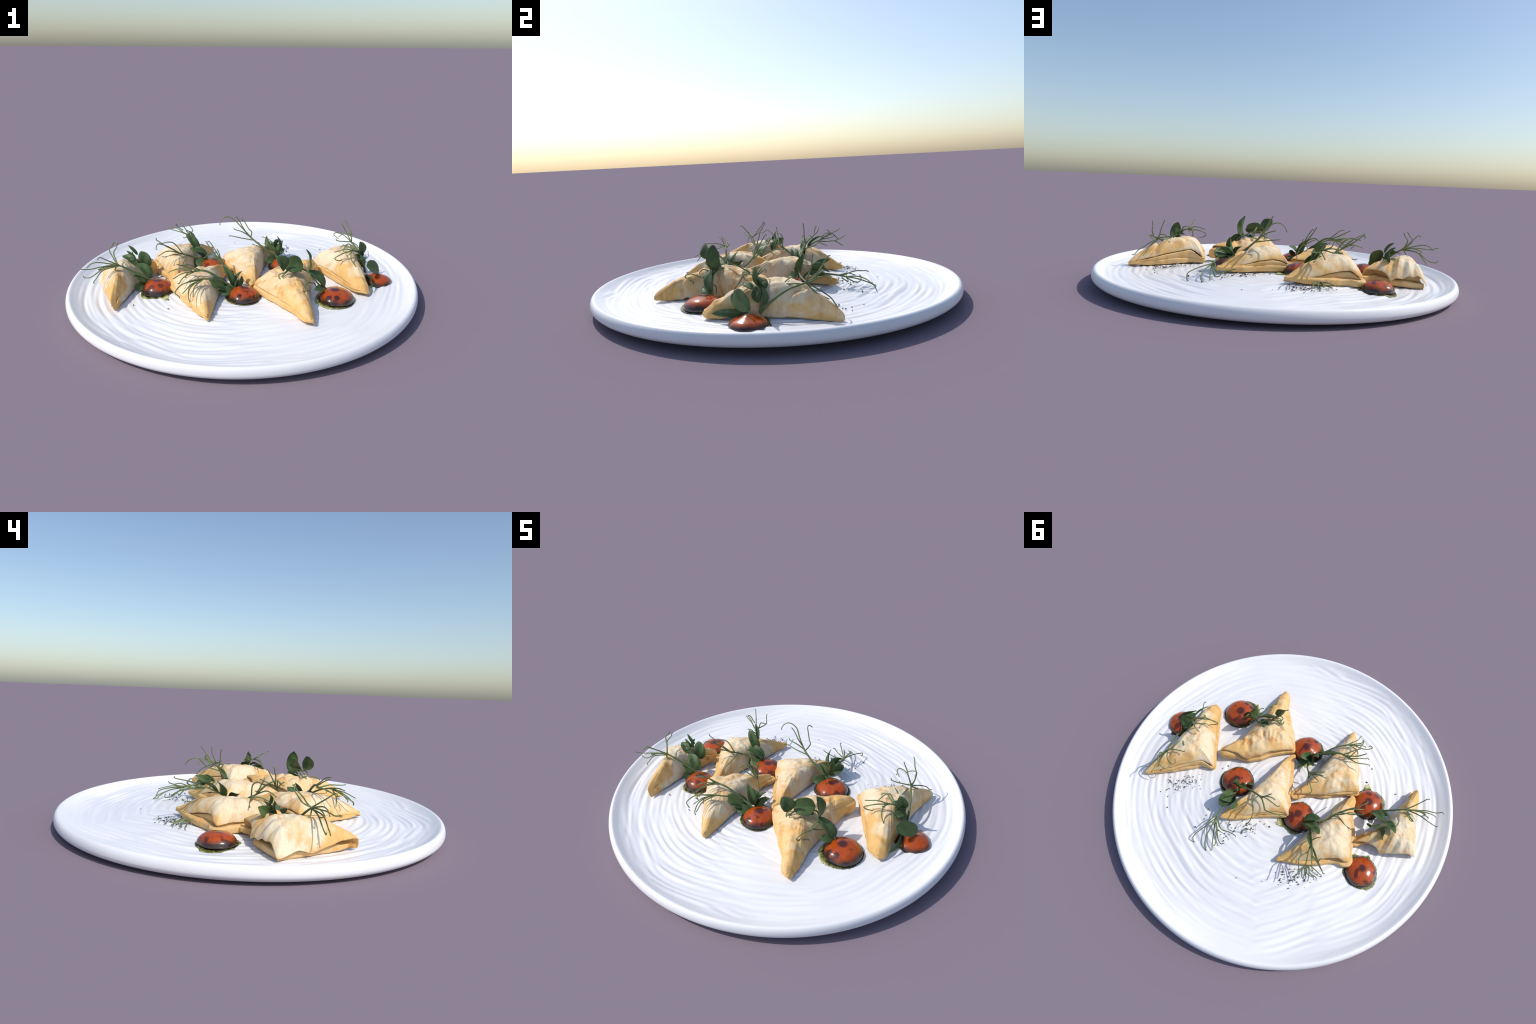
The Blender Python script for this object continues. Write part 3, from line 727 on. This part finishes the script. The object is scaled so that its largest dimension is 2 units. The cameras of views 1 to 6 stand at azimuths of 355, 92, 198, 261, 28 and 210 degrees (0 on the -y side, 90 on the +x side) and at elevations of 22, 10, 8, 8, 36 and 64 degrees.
SHOOTS = [
    # beside the +x pastry
    dict(base=(0.717, -0.050, 0.110),
         stems=[([(0.722, -0.060, 0.095), (0.716, 0.000, 0.150), (0.703, 0.065, 0.190), (0.681, 0.146, 0.212)], 0.0075),
                ([(0.717, -0.060, 0.100), (0.708, -0.050, 0.150), (0.692, -0.047, 0.193), (0.655, -0.080, 0.240), (0.621, -0.100, 0.252)], 0.0065),
                ([(0.681, 0.146, 0.210), (0.690, 0.180, 0.225), (0.688, 0.196, 0.250)], 0.005)],
         tendrils=[[(0.681, 0.146, 0.212), (0.655, 0.165, 0.260), (0.621, 0.185, 0.324)],
                   [(0.690, 0.180, 0.225), (0.690, 0.200, 0.262), (0.672, 0.222, 0.285), (0.662, 0.243, 0.318)],
                   [(0.681, 0.150, 0.214), (0.640, 0.205, 0.240), (0.600, 0.225, 0.250), (0.585, 0.212, 0.238), (0.605, 0.180, 0.222)],
                   [(0.681, 0.146, 0.214), (0.640, 0.130, 0.222), (0.584, 0.120, 0.236)],
                   [(0.690, 0.185, 0.228), (0.685, 0.235, 0.240), (0.655, 0.260, 0.225), (0.626, 0.257, 0.208)],
                   [(0.681, 0.150, 0.210), (0.735, 0.235, 0.165), (0.760, 0.265, 0.125)],
                   [(0.681, 0.146, 0.208), (0.710, 0.190, 0.170), (0.700, 0.240, 0.140)],
                   [(0.670, 0.120, 0.205), (0.650, 0.050, 0.205), (0.610, 0.080, 0.218)],
                   [(0.621, -0.100, 0.252), (0.575, -0.118, 0.268), (0.512, -0.125, 0.258)],
                   [(0.630, -0.098, 0.250), (0.560, -0.128, 0.246), (0.514, -0.139, 0.226), (0.530, -0.134, 0.206), (0.553, -0.127, 0.200)],
                   [(0.621, -0.100, 0.250), (0.606, -0.130, 0.240), (0.612, -0.150, 0.205), (0.628, -0.170, 0.185)],
                   [(0.650, -0.080, 0.236), (0.605, -0.040, 0.258), (0.578, -0.030, 0.250)],
                   [(0.655, -0.075, 0.236), (0.622, -0.050, 0.270), (0.596, -0.060, 0.272), (0.572, -0.080, 0.250)],
                   [(0.621, -0.100, 0.254), (0.616, -0.150, 0.285), (0.622, -0.185, 0.300)]],
         leaves=[((0.688, -0.038, 0.196), (0.672, -0.070, 0.294), 0.068, (0.35, -0.85, 0.4), dict(serrate=0.10, blunt=0.7)),
                 ((0.690, -0.170, 0.188), (0.788, -0.098, 0.128), 0.085, (0.35, -0.75, 0.6), dict(serrate=0.09, blunt=0.8, bend=0.02)),
                 ((0.720, -0.055, 0.122), (0.706, -0.050, 0.214), 0.045, (-0.5, 0.4, 0.2), dict(cup=0.8)),
                 ((0.712, -0.110, 0.094), (0.690, -0.275, 0.094), 0.040, (0.9, -0.2, 0.35), dict(blunt=0.4)),
                 ((0.712, -0.065, 0.140), (0.650, -0.060, 0.212), 0.055, (0.3, -0.5, 0.8), {}),
                 ((0.702, -0.045, 0.192), (0.632, -0.060, 0.234), 0.058, (0.15, 0.35, 0.9), dict(blunt=0.7)),
                 ((0.702, -0.085, 0.200), (0.666, -0.142, 0.212), 0.044, (0.2, -0.2, 0.95), dict(serrate=0.08, blunt=0.7))]),
    # three big round leaves over the browned pastry
    dict(base=(0.426, -0.300, 0.110),
         stems=[([(0.440, -0.298, 0.105), (0.400, -0.302, 0.155), (0.350, -0.296, 0.200), (0.305, -0.262, 0.218), (0.268, -0.288, 0.226)], 0.0060),
                ([(0.425, -0.312, 0.105), (0.375, -0.310, 0.165), (0.333, -0.300, 0.216)], 0.0065)],
         tendrils=[[(0.335, -0.292, 0.214), (0.338, -0.330, 0.196), (0.325, -0.359, 0.180), (0.300, -0.420, 0.190), (0.282, -0.456, 0.177), (0.300, -0.435, 0.166), (0.318, -0.410, 0.160)],
                   [(0.325, -0.359, 0.181), (0.350, -0.325, 0.160), (0.372, -0.290, 0.140), (0.385, -0.285, 0.122)],
                   [(0.345, -0.300, 0.205), (0.340, -0.345, 0.220), (0.330, -0.368, 0.206)],
                   [(0.268, -0.288, 0.226), (0.235, -0.300, 0.240), (0.205, -0.320, 0.222), (0.190, -0.335, 0.205), (0.205, -0.345, 0.196)],
                   [(0.240, -0.297, 0.236), (0.215, -0.345, 0.240), (0.185, -0.356, 0.218), (0.195, -0.330, 0.206)],
                   [(0.205, -0.318, 0.222), (0.180, -0.320, 0.214), (0.172, -0.338, 0.204)],
                   [(0.305, -0.262, 0.216), (0.255, -0.285, 0.248), (0.190, -0.320, 0.246)]],
         leaves=[((0.430, -0.304, 0.130), (0.328, -0.308, 0.226), 0.062, (0.6, -0.55, 0.55), dict(cup=0.35, serrate=0.05)),
                 ((0.335, -0.290, 0.208), (0.320, -0.297, 0.342), 0.074, (1.0, -0.18, 0.08), dict(cup=0.2, blunt=0.5)),
                 ((0.305, -0.275, 0.256), (0.200, -0.318, 0.254), 0.098, (0.3, -0.75, 0.62), dict(cup=0.3, blunt=0.9, bend=0.05)),
                 ((0.205, -0.334, 0.250), (0.158, -0.356, 0.326), 0.080, (0.6, -0.7, 0.25), dict(cup=0.3, blunt=0.7)),
                 ((0.424, -0.308, 0.112), (0.360, -0.358, 0.136), 0.050, (0.5, -0.5, 0.7), dict(serrate=0.08)),
                 ((0.300, -0.290, 0.212), (0.222, -0.262, 0.184), 0.042, (-0.1, 0.25, 1.0), dict(cup=0.35, blunt=0.7))]),
    # tall open sprig at the rear middle
    dict(base=(0.226, 0.123, 0.125),
         stems=[([(0.232, 0.118, 0.112), (0.195, 0.126, 0.148), (0.150, 0.131, 0.178), (0.100, 0.146, 0.218), (0.057, 0.163, 0.252)], 0.0082),
                ([(0.057, 0.163, 0.252), (0.020, 0.190, 0.290), (-0.030, 0.247, 0.331)], 0.0055),
                ([(0.222, 0.125, 0.118), (0.216, 0.170, 0.140), (0.232, 0.235, 0.150), (0.235, 0.310, 0.142), (0.234, 0.364, 0.130)], 0.0072)],
         tendrils=[[(0.000, 0.210, 0.306), (-0.030, 0.247, 0.331), (-0.062, 0.254, 0.352), (-0.092, 0.249, 0.356), (-0.118, 0.244, 0.342), (-0.130, 0.240, 0.320)],
                   [(0.035, 0.178, 0.272), (0.002, 0.172, 0.330), (-0.029, 0.171, 0.385)],
                   [(0.060, 0.168, 0.256), (0.068, 0.215, 0.268), (0.051, 0.241, 0.281), (0.030, 0.270, 0.310), (0.015, 0.292, 0.328), (0.010, 0.330, 0.322), (0.022, 0.352, 0.300)],
                   [(0.050, 0.168, 0.258), (0.005, 0.160, 0.290), (-0.037, 0.161, 0.304), (-0.045, 0.165, 0.312)],
                   [(0.075, 0.155, 0.236), (0.000, 0.160, 0.250), (-0.063, 0.171, 0.260)],
                   [(0.234, 0.350, 0.132), (0.266, 0.425, 0.122), (0.299, 0.496, 0.099), (0.300, 0.515, 0.070)],
                   [(0.234, 0.364, 0.130), (0.236, 0.440, 0.112), (0.226, 0.500, 0.088), (0.213, 0.524, 0.068)],
                   [(0.234, 0.364, 0.128), (0.205, 0.430, 0.120), (0.185, 0.485, 0.100), (0.175, 0.510, 0.078)],
                   [(0.233, 0.345, 0.132), (0.190, 0.420, 0.146), (0.159, 0.491, 0.136)],
                   [(0.225, 0.375, 0.120), (0.185, 0.430, 0.084), (0.150, 0.462, 0.088), (0.135, 0.466, 0.104)],
                   [(0.230, 0.350, 0.122), (0.190, 0.385, 0.092), (0.140, 0.388, 0.104), (0.089, 0.391, 0.120)],
                   [(0.234, 0.335, 0.138), (0.252, 0.380, 0.150), (0.260, 0.416, 0.141)]],
         leaves=[((0.216, 0.128, 0.150), (0.222, 0.160, 0.254), 0.046, (0.8, -0.5, 0.1), dict(cup=0.5)),
                 ((0.208, 0.186, 0.150), (0.252, 0.262, 0.192), 0.052, (-0.5, 0.5, 0.7), dict(cup=0.9)),
                 ((0.218, 0.150, 0.132), (0.262, 0.262, 0.146), 0.048, (0.5, -0.3, 0.7), dict(cup=0.5)),
                 ((0.218, 0.120, 0.142), (0.154, 0.148, 0.204), 0.040, (0.4, -0.3, 0.8), dict(cup=0.5)),
                 ((0.216, 0.123, 0.122), (0.143, 0.076, 0.128), 0.064, (0.5, -0.6, 0.65), dict(blunt=0.7)),
                 ((0.206, 0.196, 0.150), (0.168, 0.296, 0.212), 0.050, (-0.7, 0.3, 0.5), dict(cup=0.4)),
                 ((0.222, 0.180, 0.158), (0.252, 0.285, 0.160), 0.088, (-0.25, 0.55, 0.75), dict(cup=0.3, blunt=0.8))]),
    # bushy sprig in the front middle
    dict(base=(-0.052, -0.271, 0.105),
         stems=[([(-0.050, -0.268, 0.098), (-0.062, -0.215, 0.118), (-0.078, -0.165, 0.150), (-0.100, -0.130, 0.182), (-0.123, -0.110, 0.206)], 0.0068),
                ([(-0.046, -0.272, 0.098), (-0.085, -0.273, 0.138), (-0.120, -0.276, 0.162), (-0.192, -0.290, 0.222), (-0.235, -0.294, 0.236), (-0.276, -0.291, 0.230)], 0.0085),
                ([(-0.120, -0.282, 0.164), (-0.170, -0.330, 0.200), (-0.227, -0.369, 0.220), (-0.255, -0.385, 0.222)], 0.0060)],
         tendrils=[[(-0.123, -0.110, 0.206), (-0.165, -0.098, 0.255), (-0.205, -0.087, 0.313)],
                   [(-0.123, -0.110, 0.206), (-0.155, -0.080, 0.260), (-0.189, -0.051, 0.305), (-0.200, -0.045, 0.300)],
                   [(-0.115, -0.120, 0.198), (-0.160, -0.110, 0.240), (-0.196, -0.105, 0.252), (-0.206, -0.110, 0.240)],
                   [(-0.110, -0.122, 0.192), (-0.160, -0.130, 0.226), (-0.197, -0.137, 0.242)],
                   [(-0.123, -0.110, 0.206), (-0.136, -0.060, 0.230), (-0.150, -0.020, 0.250)],
                   [(-0.100, -0.130, 0.180), (-0.140, -0.060, 0.215), (-0.175, -0.020, 0.205), (-0.170, -0.005, 0.190)],
                   [(-0.276, -0.291, 0.230), (-0.330, -0.315, 0.232), (-0.368, -0.347, 0.221)],
                   [(-0.250, -0.292, 0.236), (-0.310, -0.305, 0.262), (-0.358, -0.326, 0.291)],
                   [(-0.240, -0.294, 0.238), (-0.285, -0.320, 0.275), (-0.317, -0.343, 0.293)],
                   [(-0.276, -0.291, 0.230), (-0.300, -0.350, 0.250), (-0.312, -0.414, 0.252)],
                   [(-0.276, -0.291, 0.230), (-0.335, -0.280, 0.244), (-0.395, -0.300, 0.238)],
                   [(-0.260, -0.292, 0.234), (-0.320, -0.335, 0.222), (-0.345, -0.370, 0.200)],
                   [(-0.227, -0.369, 0.220), (-0.285, -0.405, 0.206), (-0.323, -0.432, 0.177)],
                   [(-0.235, -0.372, 0.222), (-0.280, -0.400, 0.228), (-0.311, -0.423, 0.223)],
                   [(-0.240, -0.375, 0.220), (-0.290, -0.385, 0.185), (-0.302, -0.384, 0.142)],
                   [(-0.245, -0.378, 0.222), (-0.290, -0.430, 0.198), (-0.300, -0.470, 0.160), (-0.290, -0.480, 0.145)],
                   [(-0.255, -0.385, 0.222), (-0.330, -0.400, 0.208), (-0.365, -0.440, 0.180), (-0.350, -0.455, 0.170)],
                   [(-0.225, -0.365, 0.218), (-0.270, -0.440, 0.205), (-0.275, -0.490, 0.180)]],
         leaves=[((-0.062, -0.242, 0.112), (-0.122, -0.214, 0.228), 0.052, (0.6, -0.75, 0.25), dict(cup=0.35, blunt=0.2)),
                 ((-0.056, -0.256, 0.112), (-0.014, -0.194, 0.184), 0.060, (-0.65, 0.05, 0.75), dict(cup=0.35, blunt=0.6)),
                 ((-0.040, -0.253, 0.110), (-0.016, -0.200, 0.158), 0.030, (0.6, -0.4, 0.5), {}),
                 ((-0.095, -0.268, 0.122), (-0.200, -0.312, 0.178), 0.080, (0.35, -0.6, 0.75), dict(cup=0.3, blunt=0.7, bend=0.06)),
                 ((-0.055, -0.280, 0.100), (-0.150, -0.312, 0.118), 0.060, (0.4, -0.6, 0.6), dict(blunt=0.6)),
                 ((-0.066, -0.238, 0.118), (-0.110, -0.180, 0.170), 0.046, (0.3, 0.3, 0.8), dict(cup=0.5)),
                 ((-0.050, -0.245, 0.105), (-0.020, -0.150, 0.108), 0.046, (0.2, 0.3, 0.9), dict(cup=0.4))]),
    # sprig leaning over the rear left pastry
    dict(base=(-0.200, 0.132, 0.115),
         stems=[([(-0.192, 0.134, 0.112), (-0.250, 0.120, 0.140), (-0.309, 0.100, 0.164), (-0.345, 0.060, 0.192), (-0.367, 0.031, 0.210)], 0.0070),
                ([(-0.205, 0.140, 0.112), (-0.235, 0.165, 0.150), (-0.263, 0.176, 0.186), (-0.290, 0.220, 0.214), (-0.316, 0.265, 0.234), (-0.325, 0.310, 0.228)], 0.0060)],
         tendrils=[[(-0.367, 0.031, 0.210), (-0.430, 0.025, 0.252), (-0.494, 0.018, 0.296)],
                   [(-0.367, 0.031, 0.210), (-0.435, -0.010, 0.272), (-0.480, -0.045, 0.298), (-0.492, -0.065, 0.282)],
                   [(-0.355, 0.045, 0.202), (-0.425, -0.010, 0.240), (-0.484, -0.045, 0.225)],
                   [(-0.350, 0.050, 0.200), (-0.395, 0.050, 0.262), (-0.430, 0.030, 0.282), (-0.470, 0.025, 0.275)],
                   [(-0.360, 0.040, 0.204), (-0.420, 0.065, 0.186), (-0.464, 0.072, 0.172)],
                   [(-0.340, 0.065, 0.190), (-0.330, 0.000, 0.190), (-0.355, -0.060, 0.164)],
                   [(-0.316, 0.265, 0.234), (-0.352, 0.335, 0.266), (-0.394, 0.406, 0.292)],
                   [(-0.316, 0.265, 0.234), (-0.375, 0.320, 0.250), (-0.428, 0.375, 0.262)],
                   [(-0.330, 0.280, 0.238), (-0.390, 0.340, 0.240), (-0.443, 0.383, 0.238)],
                   [(-0.310, 0.250, 0.228), (-0.328, 0.235, 0.250), (-0.341, 0.229, 0.266)],
                   [(-0.325, 0.310, 0.228), (-0.340, 0.370, 0.228), (-0.335, 0.420, 0.200)],
                   [(-0.325, 0.310, 0.228), (-0.300, 0.370, 0.236), (-0.330, 0.430, 0.252)],
                   [(-0.360, 0.330, 0.250), (-0.395, 0.350, 0.266), (-0.400, 0.345, 0.285)],
                   [(-0.316, 0.270, 0.230), (-0.345, 0.300, 0.212), (-0.352, 0.318, 0.198)],
                   [(-0.338, 0.318, 0.078), (-0.342, 0.360, 0.084), (-0.347, 0.402, 0.078)],
                   [(-0.338, 0.318, 0.080), (-0.360, 0.365, 0.088), (-0.380, 0.406, 0.074)],
                   [(-0.340, 0.325, 0.080), (-0.385, 0.345, 0.086), (-0.432, 0.350, 0.074)],
                   [(-0.345, 0.335, 0.080), (-0.372, 0.372, 0.078), (-0.408, 0.378, 0.072)],
                   [(-0.340, 0.340, 0.080), (-0.322, 0.375, 0.080), (-0.318, 0.398, 0.072)]],
         leaves=[((-0.262, 0.182, 0.166), (-0.336, 0.212, 0.268), 0.058, (0.5, -0.75, 0.3), dict(cup=0.3)),
                 ((-0.210, 0.146, 0.130), (-0.314, 0.168, 0.188), 0.070, (0.35, -0.45, 0.85), dict(cup=0.3, serrate=0.06)),
                 ((-0.204, 0.124, 0.118), (-0.300, 0.108, 0.112), 0.062, (0.4, -0.7, 0.6), dict(blunt=0.7)),
                 ((-0.206, 0.132, 0.142), (-0.298, 0.106, 0.198), 0.054, (0.05, -0.15, 0.95), dict(cup=0.35, blunt=0.7, serrate=0.06)),
                 ((-0.280, 0.200, 0.202), (-0.340, 0.300, 0.262), 0.030, (0.7, -0.5, 0.4), dict(cup=0.4)),
                 ((-0.380, 0.225, 0.098), (-0.480, 0.200, 0.094), 0.060, (0.1, 0.5, 0.85), dict(blunt=0.6))]),
    # sprig at the far -x end
    dict(base=(-0.520, -0.109, 0.104),
         stems=[([(-0.514, -0.108, 0.098), (-0.560, -0.120, 0.134), (-0.612, -0.133, 0.170), (-0.655, -0.147, 0.202), (-0.693, -0.157, 0.224)], 0.0072)],
         tendrils=[[(-0.693, -0.157, 0.224), (-0.775, -0.175, 0.246), (-0.825, -0.184, 0.244), (-0.849, -0.189, 0.226)],
                   [(-0.685, -0.155, 0.222), (-0.735, -0.200, 0.268), (-0.765, -0.230, 0.298), (-0.776, -0.240, 0.290)],
                   [(-0.693, -0.157, 0.224), (-0.750, -0.180, 0.226), (-0.789, -0.185, 0.212), (-0.784, -0.172, 0.202), (-0.771, -0.162, 0.203)],
                   [(-0.680, -0.155, 0.218), (-0.760, -0.185, 0.206), (-0.819, -0.202, 0.151)],
                   [(-0.690, -0.156, 0.222), (-0.770, -0.165, 0.205), (-0.840, -0.172, 0.160), (-0.868, -0.170, 0.154)],
                   [(-0.700, -0.158, 0.226), (-0.770, -0.190, 0.228), (-0.830, -0.212, 0.224), (-0.862, -0.228, 0.232)],
                   [(-0.693, -0.157, 0.224), (-0.722, -0.110, 0.250), (-0.743, -0.084, 0.284), (-0.728, -0.070, 0.304), (-0.720, -0.067, 0.319)],
                   [(-0.690, -0.155, 0.222), (-0.706, -0.128, 0.250), (-0.715, -0.106, 0.276), (-0.702, -0.088, 0.302), (-0.699, -0.082, 0.315)],
                   [(-0.693, -0.157, 0.220), (-0.712, -0.142, 0.190), (-0.705, -0.120, 0.176)]],
         leaves=[((-0.556, -0.008, 0.130), (-0.588, 0.026, 0.230), 0.076, (0.3, -0.75, 0.55), dict(cup=0.25, blunt=0.7)),
                 ((-0.520, -0.096, 0.116), (-0.608, -0.052, 0.184), 0.070, (0.3, -0.5, 0.85), dict(cup=0.25, blunt=0.6)),
                 ((-0.605, -0.050, 0.180), (-0.690, -0.006, 0.216), 0.054, (0.0, -0.35, 0.95), dict(cup=0.4)),
                 ((-0.606, 0.010, 0.214), (-0.656, 0.016, 0.272), 0.022, (0.5, -0.8, 0.3), dict(cup=0.5)),
                 ((-0.618, 0.000, 0.192), (-0.664, -0.002, 0.246), 0.022, (0.5, -0.8, 0.3), dict(cup=0.5)),
                 ((-0.545, -0.114, 0.096), (-0.628, -0.100, 0.156), 0.046, (0.3, -0.8, 0.4), dict(cup=0.4)),
                 ((-0.555, -0.098, 0.080), (-0.614, -0.138, 0.070), 0.060, (0.3, -0.85, 0.4), dict(blunt=0.8, serrate=0.06)),
                 ((-0.600, 0.000, 0.172), (-0.640, 0.060, 0.214), 0.060, (-0.6, 0.5, 0.4), dict(cup=0.3))]),
]


# -------------------------------------------------------------------- crumbs
def build_crumbs():
    root = add_root("herb_crumbs", (0, 0, floor_z(0, 0)), "scattered dried herb crumbs and small whitish grains", "seasoning")
    r = np.random.default_rng(21)
    spots = []
    for cx, cy, sx, sy, ang, n in ((0.545, 0.245, 0.060, 0.030, 0.6, 95), (0.085, 0.325, 0.075, 0.028, 0.55, 80), (-0.305, 0.415, 0.048, 0.030, 0.5, 95), (-0.28, 0.43, 0.10, 0.05, 0.5, 12), (0.4, 0.30, 0.16, 0.08, 0.5, 10)):
        a = r.normal(size=(n, 2)) * (sx, sy)
        spots.append(np.stack([cx + a[:, 0] * math.cos(ang) - a[:, 1] * math.sin(ang), cy + a[:, 0] * math.sin(ang) + a[:, 1] * math.cos(ang)], 1))
    lone = [(0.622, 0.264), (0.787, -0.250), (0.062, 0.316), (-0.60, -0.30), (-0.88, -0.10), (-0.45, -0.02), (0.36, 0.02), (0.38, 0.05), (0.33, 0.44), (0.20, 0.40), (-0.42, -0.28), (-0.41, -0.38)]
    spots.append(np.array(lone))
    P = np.concatenate(spots)
    big = np.zeros(len(P), bool)
    big[-len(lone):] = True
    parts = {"herb_crumb": ([], [], 0), "pale_grain": ([], [], 0)}
    ico = [(0, 0, 1)] + [(0.894 * math.cos(k * 1.2566), 0.894 * math.sin(k * 1.2566), 0.447) for k in range(5)] + [(0.894 * math.cos(k * 1.2566 + 0.628), 0.894 * math.sin(k * 1.2566 + 0.628), -0.447) for k in range(5)] + [(0, 0, -1)]
    ico = np.array(ico)
    tri = [(0, 1 + k, 1 + (k + 1) % 5) for k in range(5)] + [(1 + k, 6 + k, 1 + (k + 1) % 5) for k in range(5)] + [(6 + k, 6 + (k + 1) % 5, 1 + (k + 1) % 5) for k in range(5)] + [(11, 6 + (k + 1) % 5, 6 + k) for k in range(5)]
    acc = {k: [[], [], 0] for k in parts}
    for (x, y), b in zip(P, big):
        kind = "herb_crumb" if b or r.random() < 0.75 else "pale_grain"
        size = (r.uniform(0.0045, 0.0062) if b else r.uniform(0.0018, 0.0045)) * (0.8 if kind == "pale_grain" else 1)
        sc = size * np.array([r.uniform(0.7, 1.5), r.uniform(0.6, 1.0), r.uniform(0.5, 0.9)])
        a = r.uniform(0, 6.28)
        v = ico * sc * (1 + 0.25 * r.normal(size=(12, 1)))
        v = np.stack([v[:, 0] * math.cos(a) - v[:, 1] * math.sin(a), v[:, 0] * math.sin(a) + v[:, 1] * math.cos(a), v[:, 2]], 1)
        v += (x, y, floor_z(x, y) - floor_z(0, 0) + float(grooves(np.array([x]), np.array([y]))[0]) + sc[2] * 0.6)
        A = acc[kind]
        A[0].append(v)
        A[1] += [tuple(i + A[2] for i in t) for t in tri]
        A[2] += 12
    for kind, mat in (("herb_crumb", M_CRUMB), ("pale_grain", M_PALE_BIT)):
        A = acc[kind]
        ob = add_object(kind, make_mesh(kind, np.concatenate(A[0]), A[1], mat, smooth=False), root)
        ob["kind"] = "stuff"


build_plate()
for i, s in enumerate(PASTRIES):
    build_pastry(s, i + 1)
for i, s in enumerate(SAUCES):
    build_sauce(seed=i + 1, **s)
for i, s in enumerate(SHOOTS):
    build_shoot(s, i + 1)
build_crumbs()
